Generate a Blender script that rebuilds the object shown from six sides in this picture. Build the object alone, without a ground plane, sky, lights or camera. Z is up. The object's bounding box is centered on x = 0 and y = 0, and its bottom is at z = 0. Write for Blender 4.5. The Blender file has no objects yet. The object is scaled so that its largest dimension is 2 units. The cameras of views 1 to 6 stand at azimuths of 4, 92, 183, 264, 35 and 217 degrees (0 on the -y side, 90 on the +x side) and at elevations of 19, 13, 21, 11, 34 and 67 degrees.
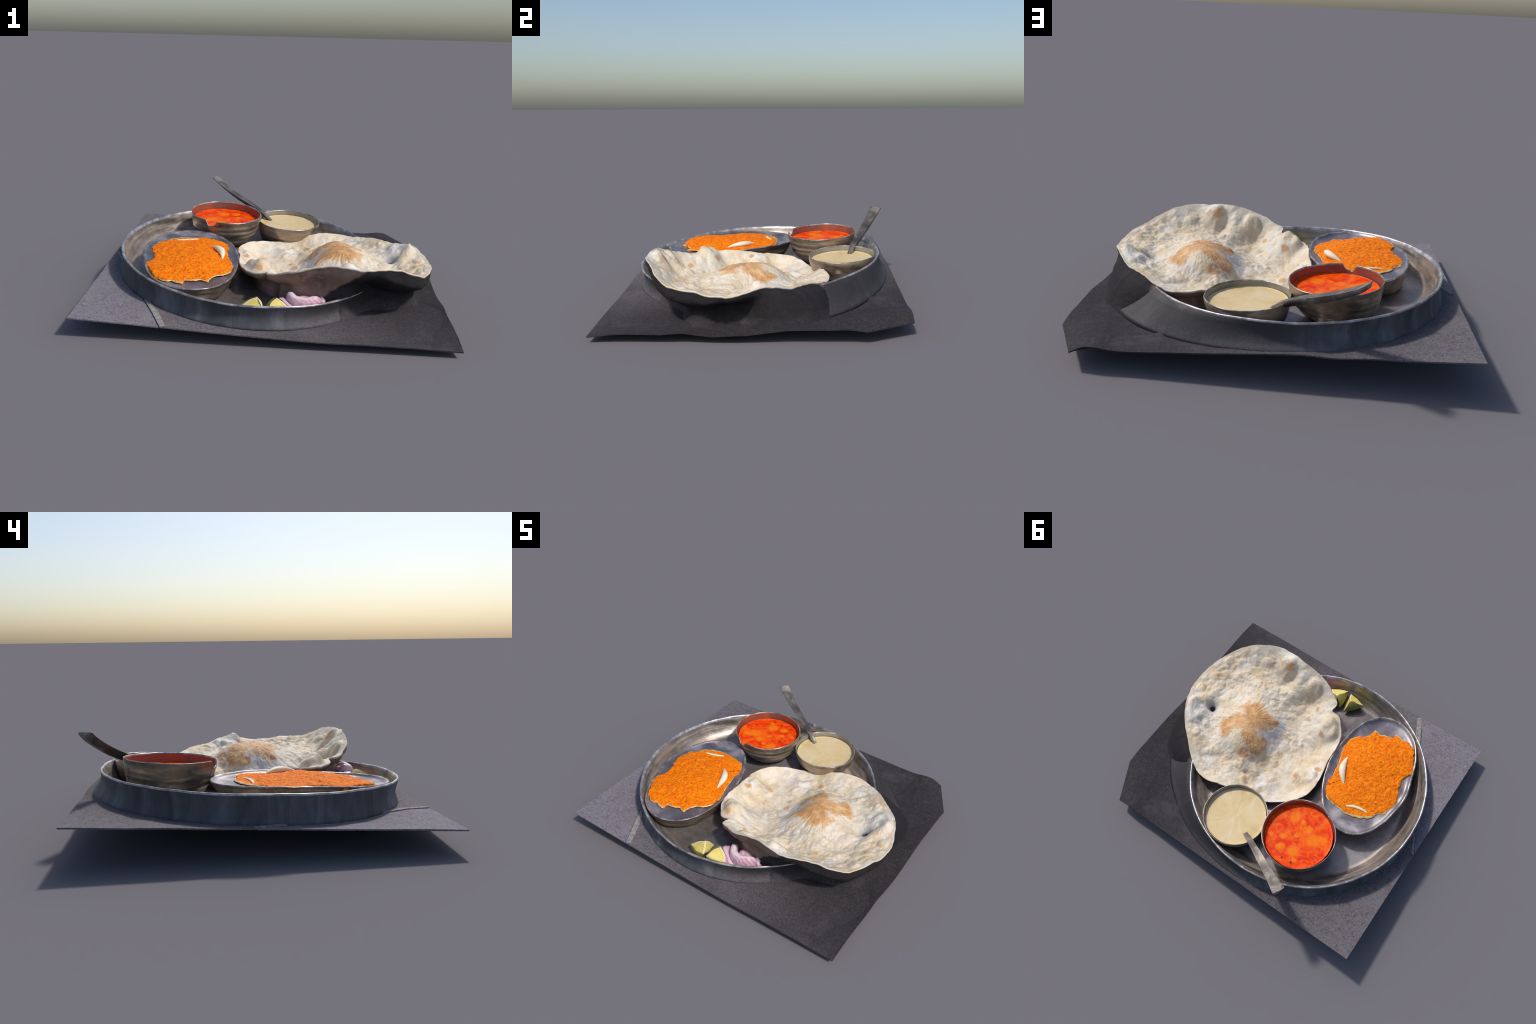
# A steel thali tray on a dark stone slab: flatbread, two bowls, an oval curry dish,
# a spoon, lime wedges and onion pieces.  Everything is lofted from measured profiles.
import bpy, bmesh, math, random
import numpy as np
from mathutils import Vector, noise

random.seed(7)
TAU = math.tau
D = bpy.data
COL = bpy.context.scene.collection


# ------------------------------------------------------------------ small helpers
def periodic(values, phase=0.0):
    """Smooth periodic function of an angle through evenly spaced values (Catmull-Rom)."""
    v = np.asarray(values, float)
    n = len(v)

    def f(a):
        x = (np.asarray(a, float) - phase) / TAU * n
        i = np.floor(x).astype(int)
        t = x - i
        p0, p1, p2, p3 = v[(i - 1) % n], v[i % n], v[(i + 1) % n], v[(i + 2) % n]
        return 0.5 * (2 * p1 + (p2 - p0) * t + (2 * p0 - 5 * p1 + 4 * p2 - p3) * t ** 2 + (3 * p1 - p0 - 3 * p2 + p3) * t ** 3)
    return f


def thin_plate(points, smooth=0.0):
    """Thin-plate surface z(x, y) through control points (x, y, z)."""
    P = np.asarray(points, float)
    xy, z = P[:, :2], P[:, 2]
    n = len(P)

    def U(r2):
        return 0.5 * r2 * np.log(r2 + 1e-12)
    K = U(((xy[:, None] - xy[None]) ** 2).sum(-1)) + smooth * np.eye(n)
    Q = np.c_[np.ones(n), xy]
    A = np.zeros((n + 3, n + 3))
    A[:n, :n], A[:n, n:], A[n:, :n] = K, Q, Q.T
    w = np.linalg.solve(A, np.r_[z, 0, 0, 0])

    def f(x, y):
        x, y = np.asarray(x, float), np.asarray(y, float)
        q = np.stack([x.ravel(), y.ravel()], -1)
        out = np.empty(len(q))
        for s in range(0, len(q), 20000):
            c = q[s:s + 20000]
            out[s:s + 20000] = U(((c[:, None] - xy[None]) ** 2).sum(-1)) @ w[:n] + w[n] + c @ w[n + 1:]
        return out.reshape(x.shape)
    return f


def fractal(P, scale, octaves=3, seed=0.0):
    """Signed fractal noise (about -1..1) at each row of P."""
    return np.array([noise.fractal(Vector((p[0] * scale + seed, p[1] * scale - seed, p[2] * scale)), 1.0, 2.0, octaves) for p in P])


def smooth01(x, a, b):
    t = np.clip((np.asarray(x, float) - a) / (b - a), 0, 1)
    return t * t * (3 - 2 * t)


def new_mesh(name, verts, faces, mat=None, parent=None, smooth=True, sharp=None):
    me = D.meshes.new(name)
    me.from_pydata([tuple(map(float, v)) for v in verts], [], faces)
    bm = bmesh.new()
    bm.from_mesh(me)
    bmesh.ops.recalc_face_normals(bm, faces=bm.faces)
    bm.to_mesh(me)
    bm.free()
    me.update()
    if smooth:
        me.polygons.foreach_set("use_smooth", [True] * len(me.polygons))
        if sharp:
            me.set_sharp_from_angle(angle=math.radians(sharp))
    for m in (mat if isinstance(mat, (list, tuple)) else [mat]):
        if m:
            me.materials.append(m)
    ob = D.objects.new(name, me)
    COL.objects.link(ob)
    if parent:
        ob.parent = parent
    return ob


def rings(ring_list, close_last=False, close_first=False):
    """Verts and quads of a loft through closed rings, each an (n, 3) array."""
    n = len(ring_list[0])
    V = np.concatenate(ring_list)
    F = []
    for k in range(len(ring_list) - 1):
        a, b = k * n, (k + 1) * n
        for i in range(n):
            j = (i + 1) % n
            F.append((a + i, a + j, b + j, b + i))
    V = V.tolist()
    if close_last:
        V.append(ring_list[-1].mean(0).tolist())
        a = (len(ring_list) - 1) * n
        F += [(a + i, a + (i + 1) % n, len(V) - 1) for i in range(n)]
    if close_first:
        V.append(ring_list[0].mean(0).tolist())
        F += [((i + 1) % n, i, len(V) - 1) for i in range(n)]
    return V, F


def label(ob, text, category):
    ob["label"], ob["category"] = text, category
    return ob


# ------------------------------------------------------------------ node materials
class Nodes:
    def __init__(self, name):
        self.m = D.materials.new(name)
        self.m.use_nodes = True
        self.t = self.m.node_tree
        self.b = self.t.nodes["Principled BSDF"]
        self.co = self.t.nodes.new("ShaderNodeTexCoord").outputs["Object"]

    def n(self, kind, **kw):
        x = self.t.nodes.new("ShaderNode" + kind)
        for k, v in kw.items():
            setattr(x, k, v)
        return x

    def set(self, sock, v):
        if hasattr(v, "is_output"):
            self.t.links.new(v, sock)
        elif isinstance(v, (tuple, list)) and len(v) == 3 and sock.type == "RGBA":
            sock.default_value = (*v, 1)
        else:
            sock.default_value = v

    def map(self, scale=(1, 1, 1), rot=(0, 0, 0), loc=(0, 0, 0), co=None):
        x = self.n("Mapping")
        self.set(x.inputs["Vector"], co or self.co)
        x.inputs["Scale"].default_value, x.inputs["Rotation"].default_value, x.inputs["Location"].default_value = scale, rot, loc
        return x.outputs[0]

    def noise(self, scale, detail=4, rough=0.55, dist=0.0, co=None):
        x = self.n("TexNoise")
        self.set(x.inputs["Vector"], co or self.co)
        x.inputs["Scale"].default_value, x.inputs["Detail"].default_value = scale, detail
        x.inputs["Roughness"].default_value, x.inputs["Distortion"].default_value = rough, dist
        return x.outputs["Fac"]

    def voronoi(self, scale, feature="F1", co=None, out="Distance"):
        x = self.n("TexVoronoi", feature=feature)
        self.set(x.inputs["Vector"], co or self.co)
        x.inputs["Scale"].default_value = scale
        return x.outputs[out]

    def range(self, v, a, b, c=0.0, d=1.0):
        x = self.n("MapRange", interpolation_type="SMOOTHSTEP")
        for k, s in zip((v, a, b, c, d), ("Value", "From Min", "From Max", "To Min", "To Max")):
            self.set(x.inputs[s], k)
        return x.outputs[0]

    def math(self, op, a, b=0.0):
        x = self.n("Math", operation=op)
        self.set(x.inputs[0], a)
        self.set(x.inputs[1], b)
        return x.outputs[0]

    def mix(self, fac, a, b, blend="MIX"):
        x = self.n("Mix", data_type="RGBA", blend_type=blend)
        self.set(x.inputs[0], fac)
        self.set(x.inputs[6], a)
        self.set(x.inputs[7], b)
        return x.outputs[2]

    def ramp(self, fac, stops):
        x = self.n("ValToRGB")
        self.set(x.inputs[0], fac)
        e = x.color_ramp.elements
        while len(e) < len(stops):
            e.new(0.5)
        for el, (p, c) in zip(e, stops):
            el.position, el.color = p, (*c, 1)
        return x.outputs[0]

    def near(self, centre, r0, r1, squash=(1, 1, 1)):
        """1 within r0 of a place, fading to 0 at r1."""
        x = self.n("VectorMath", operation="DISTANCE")
        if squash != (1, 1, 1):
            self.set(x.inputs[0], self.map(scale=squash))
            centre = tuple(c * s for c, s in zip(centre, squash))
        else:
            self.set(x.inputs[0], self.co)
        x.inputs[1].default_value = centre
        return self.range(x.outputs["Value"], r0, r1, 1, 0)

    def most(self, masks):
        out = masks[0]
        for m in masks[1:]:
            out = self.math("MAXIMUM", out, m)
        return out

    def xyz(self):
        x = self.n("SeparateXYZ")
        self.set(x.inputs[0], self.co)
        return x.outputs

    def bump(self, height, strength, distance=0.01, normal=None):
        x = self.n("Bump")
        x.inputs["Strength"].default_value, x.inputs["Distance"].default_value = strength, distance
        self.set(x.inputs["Height"], height)
        if normal:
            self.set(x.inputs["Normal"], normal)
        return x.outputs[0]

    def done(self, colour, rough=0.6, metal=0.0, normal=None, spec=0.5, coat=0.0, coat_rough=0.1):
        self.set(self.b.inputs["Base Color"], colour)
        self.set(self.b.inputs["Roughness"], rough)
        self.set(self.b.inputs["Metallic"], metal)
        self.b.inputs["Specular IOR Level"].default_value = spec
        self.b.inputs["Coat Weight"].default_value, self.b.inputs["Coat Roughness"].default_value = coat, coat_rough
        if normal:
            self.set(self.b.inputs["Normal"], normal)
        return self.m


def stone_colour(k, dark, light, tint):
    broad = k.noise(2.2, 3, 0.6)
    grain = k.noise(85, 4, 0.75)
    mid = k.noise(24, 5, 0.68)
    x, y, z = k.xyz()
    # the slab is paler toward its west and south-west side, darker toward the north-east
    west_pale = k.range(k.math("ADD", k.math("ADD", x, k.math("MULTIPLY", y, 0.35)), k.math("MULTIPLY", k.math("SUBTRACT", broad, 0.5), 1.0)), 0.95, -0.85)
    c = k.mix(west_pale, dark, light)
    c = k.mix(k.range(mid, 0.42, 0.68, 0, 0.5), c, k.mix(west_pale, tuple(v * 1.6 for v in dark), tint))
    c = k.mix(k.range(grain, 0.50, 0.70, 0, 0.48), c, k.mix(west_pale, tuple(v * 2.6 for v in dark), tuple(min(1, v * 1.7) for v in light)))
    c = k.mix(k.range(grain, 0.49, 0.33, 0, 0.6), c, tuple(v * 0.45 for v in dark))
    scuff = k.math("MULTIPLY", k.range(k.noise(4.5, 4, .6, .8), .5, .72), k.range(mid, .35, .65, .4, 1))
    c = k.mix(k.math("MULTIPLY", scuff, .55), c, k.mix(west_pale, tuple(v * 2.3 for v in dark), tuple(v * 1.25 for v in light)))
    specks = k.range(k.voronoi(55), 0.13, 0.06, 0, 0.4)
    c = k.mix(k.math("MULTIPLY", specks, k.range(k.noise(9), 0.5, 0.6)), c, (0.3, 0.28, 0.28))
    return c, k.math("ADD", k.noise(70, 4, 0.7), k.math("MULTIPLY", mid, 0.8))


def stone_material(name, dark, light, tint):
    k = Nodes(name)
    c, h = stone_colour(k, dark, light, tint)
    return k.done(c, 0.85, normal=k.bump(h, 0.35, 0.006), spec=0.2)


def baked_shade_colour(k):
    """Stone colour darkened for the deep shade there, easing to slab colour near the ground."""
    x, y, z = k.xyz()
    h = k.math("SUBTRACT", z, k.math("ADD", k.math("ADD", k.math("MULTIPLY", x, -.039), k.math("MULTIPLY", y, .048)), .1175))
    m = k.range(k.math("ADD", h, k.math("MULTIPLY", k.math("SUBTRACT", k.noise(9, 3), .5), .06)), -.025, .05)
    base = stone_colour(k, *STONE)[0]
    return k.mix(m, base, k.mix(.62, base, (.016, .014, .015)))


STONE = ((0.033, 0.029, 0.032), (0.155, 0.139, 0.150), (0.085, 0.071, 0.079))


def steel_material(name, dark, mid, light, streak=(3, 3, 26), metal=0.35, rough=0.38, warm=None, warm_amount=0.35, extra=None):
    """Stainless steel, softly glossy, with bright and dark reflection streaks painted in its colour."""
    k = Nodes(name)
    s = k.noise(1.6, 4, 0.6, 0.8, co=k.map(scale=streak))
    f = k.noise(5.0, 5, 0.65, 0.4)
    c = k.ramp(k.math("ADD", k.math("MULTIPLY", s, 0.65), k.math("MULTIPLY", f, 0.35)), [(0.37, dark), (0.5, mid), (0.64, light)])
    if warm:
        c = k.mix(k.range(k.noise(2.7, 3, 0.6, 0.5), 0.48, 0.68, 0, warm_amount), c, warm)
    if extra:
        c = extra(k, c)
    scr = k.noise(60, 3, 0.7, co=k.map(scale=(1, 5, 1), rot=(0, 0, 0.7)))
    return k.done(c, k.range(f, 0.3, 0.7, rough - 0.08, rough + 0.12), metal, k.bump(k.math("ADD", scr, k.math("MULTIPLY", f, 2.0)), 0.08, 0.004))


# ------------------------------------------------------------------ the stone slab
def plane(x, y):
    return 0.1175 - 0.039 * x + 0.048 * y


EDGE = [(-1, .873, .198), (-1, .59, .184), (-1, .19, .165), (-1, -.06, .156), (-1, -.48, .136), (-1, -.873, .116),
        (-.76, -.873, .103), (-.53, -.873, .09), (-.24, -.873, .073), (.13, -.873, .055), (.49, -.873, .049), (.76, -.873, .045), (1, -.873, .037),
        (1, -.74, .053), (1, -.59, .056), (1, -.37, .064), (1, -.27, .052), (1, -.16, .045), (1, -.03, .054), (1, .075, .068), (1, .18, .082), (1, .36, .086),
        (1, .5, .090), (1, .61, .077), (.865, .873, .085), (.80, .873, .117), (.665, .873, .110), (.38, .873, .126), (.11, .873, .146), (-.21, .873, .168),
        (-.345, .873, .164), (-.61, .873, .178), (.95, .54, .094), (.88, .70, .108), (.82, .80, .116), (.93, .74, .081)]
INNER = [(x, y, plane(x, y)) for x, y in ((-.95, .5), (-.9, -.5), (-.5, .8), (-.6, -.7), (-.95, 0))]
INNER += [(x, y, plane(x, y) - .028) for x, y in ((0, 0), (-.5, 0), (0, .5), (0, -.5), (-.5, .4), (-.5, -.45), (.4, .2), (.3, -.3))]
# the stone sinks into shallow hollows beyond the bread, south-east and north-east
INNER += [(.1, -.80, .054), (.3, -.76, .043), (.5, -.68, .036), (.7, -.58, .032), (.82, -.42, .036), (.93, -.46, .041), (.83, -.28, .046), (.93, -.05, .050), (.6, -.42, .042),
          (.85, .2, .075), (.80, .48, .083), (.90, .42, .082), (.72, .66, .098), (.52, .78, .112), (.3, .80, .125)]
slab_z = thin_plate(EDGE + INNER, 1e-4)


def build_slab():
    top = D.objects.new("stone_slab", None)
    COL.objects.link(top)
    label(top, "dark grey stone paving slab with a mortar joint", "stone slab")
    main = stone_material("dark_stone", *STONE)
    pale = stone_material("pale_stone", (0.10, 0.091, 0.102), (0.205, 0.187, 0.212), (0.14, 0.123, 0.142))
    k = Nodes("mortar")
    g = k.noise(40, 5, 0.7)
    mortar = k.done(k.ramp(g, [(0.3, (0.16, 0.145, 0.14)), (0.7, (0.40, 0.37, 0.36))]), 0.9, normal=k.bump(g, 0.7, 0.01), spec=0.2)
    crack_a, crack_b = Vector((-.524, -.873, 0)), Vector((-1.0, .065, 0))
    along = (crack_b - crack_a).normalized()
    across = Vector((-along.y, along.x, 0))          # points away from the big tile
    if across.x > 0:
        across = -across
    nx, ny = 230, 200
    X, Y = np.meshgrid(np.linspace(-1, 1, nx), np.linspace(-.873, .873, ny), indexing="ij")

    def tile(name, mat, cuts, lift, thick=0.007):
        bm = bmesh.new()
        vs = [bm.verts.new((x, y, 0)) for x, y in zip(X.ravel(), Y.ravel())]
        for i in range(nx - 1):
            for j in range(ny - 1):
                a = i * ny + j
                bm.faces.new((vs[a], vs[a + ny], vs[a + ny + 1], vs[a + 1]))
        for co, no in cuts:
            bmesh.ops.bisect_plane(bm, geom=bm.verts[:] + bm.edges[:] + bm.faces[:], plane_co=co, plane_no=no, clear_outer=True)
        P = np.array([v.co for v in bm.verts])
        z = slab_z(P[:, 0], P[:, 1]) + lift(P)
        rough = 0.0022 * fractal(P, 9, 4, 3.1)
        edge = np.minimum.reduce([1 - abs(P[:, 0]), .873 - abs(P[:, 1])])
        for v, zz, r, e in zip(bm.verts, z, rough, edge):
            v.co.z = zz + r * (0.3 + 0.7 * min(1, e / .05))
        border = [e for e in bm.edges if e.is_boundary]
        low = bmesh.ops.extrude_edge_only(bm, edges=border)
        wall = [v for v in low["geom"] if isinstance(v, bmesh.types.BMVert)]
        for v in wall:
            v.co.z -= thick
        under = [e for e in bm.edges if e.is_boundary]
        bmesh.ops.holes_fill(bm, edges=under, sides=0)
        bmesh.ops.recalc_face_normals(bm, faces=bm.faces)
        me = D.meshes.new(name)
        bm.to_mesh(me)
        bm.free()
        me.polygons.foreach_set("use_smooth", [True] * len(me.polygons))
        me.set_sharp_from_angle(angle=math.radians(40))
        me.materials.append(mat)
        ob = D.objects.new(name, me)
        COL.objects.link(ob)
        ob.parent = top
        return ob

    fold = (Vector((.998, .61, 0)), Vector((.263, .133, 0)).normalized())
    tile("paving_tile", main, [(crack_a, across), fold], lambda P: 0 * P[:, 0])
    tile("paving_tile", pale, [(crack_a + across * .005, -across)], lambda P: 0 * P[:, 0] - .002)
    # mortar strip lying along the joint, ragged on its inner side
    n, L = 90, (crack_b - crack_a).length
    rows = []
    for i in range(n):
        s = L * (0.002 + 0.996 * i / (n - 1))
        w = .034 + .012 * noise.noise(Vector((s * 9, 2.3, 0))) - .010 * smooth01(s, .5, 1.0)
        row = []
        for f, h in ((0, -.004), (.03, .003), (.35, .0045), (.75, .0035), (1.0, -.003)):
            p = crack_a + along * s - across * (w * f - .001 + (.004 * noise.noise(Vector((s * 60, f * 3, 1))) if f == 1 else 0))
            x, y = max(-.9995, p.x), max(-.8725, p.y)
            row.append((x, y, float(slab_z(x, y)) + h + .0015 * noise.noise(Vector((s * 80, f * 8, 0)))))
        rows.append(row)
    V = [v for r in rows for v in r]
    F = [(i * 5 + j, i * 5 + j + 1, i * 5 + j + 6, i * 5 + j + 5) for i in range(n - 1) for j in range(4)]
    F += [(i * 5 + 4, i * 5, i * 5 + 5, i * 5 + 9) for i in range(n - 1)] + [(0, 1, 2, 3, 4), tuple((n - 1) * 5 + j for j in (4, 3, 2, 1, 0))]
    new_mesh("mortar_joint", V, F, mortar, top, sharp=50)


build_slab()

# ------------------------------------------------------------------ the round tray
TC = np.array([-.14, -.01])
tray_r = periodic([.812, .823, .829, .828, .822, .815, .811, .810, .807, .802, .794, .787, .781, .778, .776, .776, .780, .787, .796, .801, .802, .798, .797, .802])
tray_z = periodic([.172, .192, .216, .240, .258, .272, .281, .288, .293, .294, .293, .288, .282, .273, .260, .245, .229, .213, .200, .189, .178, .168, .161, .161])
FLOOR = -0.004


def floor_z(x, y):
    return plane(x, y) + FLOOR


def build_tray():
    n = 256
    a = np.arange(n) * TAU / n
    wob = np.array([noise.noise(Vector((3 * math.cos(t), 3 * math.sin(t), 0))) + .5 * noise.noise(Vector((9 * math.cos(t), 9 * math.sin(t), 4))) for t in a])
    R, Z = tray_r(a) + .003 * wob, tray_z(a) + .0035 * np.roll(wob, 40)

    def ring(d, zz):
        r = R - d
        return np.stack([TC[0] + r * np.cos(a), TC[1] + r * np.sin(a), zz], -1)

    def ground(d):
        r = R - d
        return plane(TC[0] + r * np.cos(a), TC[1] + r * np.sin(a))
    out, inn = [], []
    # on the north-east the wall runs out in a long slope to the stone; on the west it bulges a little
    flare = periodic([.17, .205, .165, .115, .082, .060, .050, .036, .026, .015, .013, .012, .011, .010, .008, .006, .004, .002, .0, .0, .002, .01, .03, .08])(a)
    full = smooth01(flare, .03, .09)
    south = smooth01(-np.sin(a), .5, .95)
    west = .5 - .5 * np.cos(a - .35)
    out.append(ring(.06, ground(.06) - .012))
    for h, w, waist in ((-.10, 1.04, 0), (.03, .92, .002), (.10, .76, .006), (.20, .56, .011), (.35, .32, .017), (.5, .16, .018), (.65, .06, .014), (.78, .02, .009), (.88, 0, .005), (.96, 0, 0), (1.0, 0, .0005)):
        w = w + full * (w ** .36 * .96 - w) if 0 < w < 1 else w + full * (.16 if h == .88 else 0)
        d = -flare * w + waist * (1 - .75 * west + .5 * south) * (1 - full)
        x, y = TC[0] + (R - d) * np.cos(a), TC[1] + (R - d) * np.sin(a)
        g = ground(d) * .4 + slab_z(x, y) * .6
        out.append(ring(d + .0015 * wob * (1 - abs(h)), g + (Z - g) * h))
    for d, dz in ((.002, .003), (.006, .0045), (.011, .003), (.015, -.004), (.019, -.012)):
        out.append(ring(d, Z + dz))
    for d, h in ((.019, 1), (.026, .86), (.034, .70), (.046, .50), (.062, .30), (.080, .14), (.096, .04), (.110, 0.0)):
        g = ground(d) + FLOOR
        inn.append(ring(d, g + (Z - .012 - g) * h))
    for s in np.linspace(.84, .05, 22):
        r = R * s
        x, y = TC[0] + r * np.cos(a), TC[1] + r * np.sin(a)
        inn.append(np.stack([x, y, floor_z(x, y)], -1))

    def wall_shade_tint(k, c):
        # near-black shadow on the north-east and south-east sides, tinted into the wall
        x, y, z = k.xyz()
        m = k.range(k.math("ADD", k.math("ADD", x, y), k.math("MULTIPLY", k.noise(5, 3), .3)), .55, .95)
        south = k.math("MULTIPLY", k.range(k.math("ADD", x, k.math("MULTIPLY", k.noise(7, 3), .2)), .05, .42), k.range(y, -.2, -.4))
        return k.mix(k.math("MAXIMUM", m, south), c, baked_shade_colour(k))
    outer = steel_material("outer_steel", (.045, .046, .054), (.085, .087, .101), (.150, .153, .176), streak=(6, 6, 1.2), metal=.0, rough=.65, extra=wall_shade_tint)

    def tray_tints(k, c):
        c = k.mix(k.math("MULTIPLY", k.near((.20, -.74, .15), .06, .24), .45), c, (.25, .09, .11))  # pinkish patch on the tray wall by the onion, yellowish patch by the lime
        c = k.mix(k.math("MULTIPLY", k.near((-.10, -.76, .14), .03, .16), .45), c, (.25, .22, .06))
        # open floor is duller and browner than the flared wall
        x, y, z = k.xyz()
        v = k.n("VectorMath", operation="LENGTH")
        cmb = k.n("CombineXYZ")
        k.set(cmb.inputs[0], k.math("ADD", x, .14))
        k.set(cmb.inputs[1], k.math("ADD", y, .01))
        k.set(v.inputs[0], cmb.outputs[0])
        flo = k.range(v.outputs["Value"], .72, .66)
        n1 = k.noise(30, 4, .7)
        fl = k.ramp(k.math("ADD", k.math("MULTIPLY", n1, .5), k.math("MULTIPLY", k.noise(3.5, 3), .5)), [(.3, (.125, .108, .100)), (.5, (.22, .19, .178)), (.7, (.36, .32, .30))])
        fl = k.mix(k.range(y, 0, .5), fl, k.ramp(k.noise(6, 5, .65), [(.3, (.20, .185, .20)), (.5, (.28, .26, .275)), (.7, (.40, .37, .38))]))
        return k.mix(flo, c, fl)
    inner = steel_material("inner_steel", (.11, .09, .076), (.29, .245, .21), (.70, .60, .52), streak=(1.6, 1.6, 18), metal=.45, rough=.30, warm=(.55, .42, .34), warm_amount=.55, extra=tray_tints)
    rim = steel_material("rim_steel", (.16, .148, .15), (.36, .335, .335), (.72, .68, .67), streak=(8, 8, 4), metal=.55, rough=.26)
    tray = label(D.objects.new("serving_tray", None), "round steel serving tray with a flared rim", "tray")
    COL.objects.link(tray)
    V, F = rings(out[:11], close_first=True)
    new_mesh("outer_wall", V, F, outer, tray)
    V, F = rings(out[10:])
    new_mesh("rim", V, F, rim, tray)
    V, F = rings(inn, close_last=True)
    new_mesh("tray_floor", V, F, inner, tray)


build_tray()


# ------------------------------------------------------------------ round bowls with soup
def build_bowl(centre, rim_r, slope, profile, base_drop, inner_mat, outer_mat, rim_mat, soup_mat, depth, text, notch=None, ribs=0.0, fill=0.6):
    n = 160
    a = np.arange(n) * TAU / n
    cx, cy, cz = centre

    def top(x, y):
        return cz + slope[0] * (x - cx) + slope[1] * (y - cy)
    dip = 0 * a
    if notch:
        a0, a1, dep = notch
        deg = np.degrees(a)
        dip = -dep * smooth01(deg, a0 - 2.5, a0 + 3) * (1 - smooth01(deg, a1 - 1.5, a1 + 1.5)) * (1 - .25 * smooth01(deg, a0, a1))
    wob = np.array([noise.noise(Vector((2 * math.cos(t) + cx * 7, 2 * math.sin(t), 5))) + .5 * noise.noise(Vector((8 * math.cos(t), 8 * math.sin(t), cx * 9))) for t in a])

    def ring(r, dz, share):
        f = min(1, max(0, -dz) / base_drop)
        rr = r + .002 * wob + fill * (rim_r - r) * smooth01(np.cos(a - 2.5), -.2, .7)
        x, y = cx + rr * np.cos(a), cy + rr * np.sin(a)
        # the lower the ring, the more level with the tray it sits
        t = min(1, -dz / base_drop) if dz < 0 else 0
        base = floor_z(cx, cy) + .002 + (-0.039 * (x - cx) + .048 * (y - cy))
        z = (1 - t) * (top(x, y) + .0025 * np.roll(wob, 30)) + t * base + (0 if t else dz)
        return np.stack([x, y, z + dip * share], -1)
    outer, inner = [ring(profile[-1][0] * .6, -base_drop, 0)], []
    P = profile
    fine = []
    for (r0, z0), (r1, z1) in zip(P[:-1], P[1:]):
        m = 6
        fine += [(r0 + (r1 - r0) * i / m, z0 + (z1 - z0) * i / m) for i in range(m)]
    fine.append(P[-1])
    for r, z in reversed(fine):
        f = -z / base_drop
        rib = ribs * math.sin(f * TAU * 5.5) * smooth01(f, .28, .4) * (1 - smooth01(f, .85, .95))
        outer.append(ring(r + rib, z, max(0, 1 + z / .06)))
    outer.append(ring(rim_r - .001, .0025, 1))
    edge = [outer[-2], outer[-1], ring(rim_r - .004, .0035, 1), ring(rim_r - .007, .001, 1), ring(rim_r - .008, -.004, 1)]
    outer = outer[:-1]
    for r, z in fine:
        inner.append(ring(r - .008, min(z, -.004), max(0, 1 + z / .06)))
    bowl = label(D.objects.new("bowl", None), text, "bowl of soup")
    COL.objects.link(bowl)
    V, F = rings(outer, close_first=True)
    new_mesh("bowl_wall", V, F, outer_mat, bowl)
    V, F = rings(edge)
    new_mesh("bowl_rim", V, F, rim_mat, bowl)
    V, F = rings(inner, close_last=True)
    new_mesh("bowl_inside", V, F, inner_mat, bowl)
    # soup surface with a small meniscus, reaching into the wall
    sr = np.interp(depth, [-p[1] for p in P], [p[0] for p in P]) - .0075
    S = []
    for f in (1.0, .985, .96, .9, .8, .68, .56, .44, .32, .2, .1, .03):
        r = sr * f
        x, y = cx + r * np.cos(a), cy + r * np.sin(a)
        z = top(x, y) - depth + (.004 if f == 1 else .0012 if f > .98 else 0)
        z = z + .0016 * fractal(np.stack([x, y, 0 * x], -1), 26, 3, 1.7) * (f < .97)
        S.append(np.stack([x, y, z], -1))
    V, F = rings(S, close_last=True)
    new_mesh("soup", V, F, soup_mat, bowl)
    return bowl


bowl_steel = steel_material("bowl_steel", (.060, .048, .038), (.185, .148, .115), (.46, .375, .295), streak=(2.5, 2.5, 14), metal=.40, rough=.30, warm=(.45, .33, .22), warm_amount=.55, extra=lambda k, c: k.mix(k.math("MULTIPLY", k.near((-.395, .205, .310), .02, .05), k.range(k.noise(40, 3), .40, .52)), c, (.70, .17, .02)))
rim_bright = steel_material("bowl_rim_steel", (.16, .145, .14), (.33, .305, .285), (.70, .65, .60), streak=(8, 8, 4), metal=.5, rough=.28)


def stain_inside(name, base, stain, amount):
    k = Nodes(name)
    s = k.noise(14, 4, .65)
    c = k.mix(k.range(s, .3, .7), tuple(v * .65 for v in base), base)
    c = k.mix(k.range(k.noise(5, 4, .6, .6), .3, .62, 0, amount), c, stain)
    return k.done(c, .45, .15, k.bump(s, .1, .004))


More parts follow.
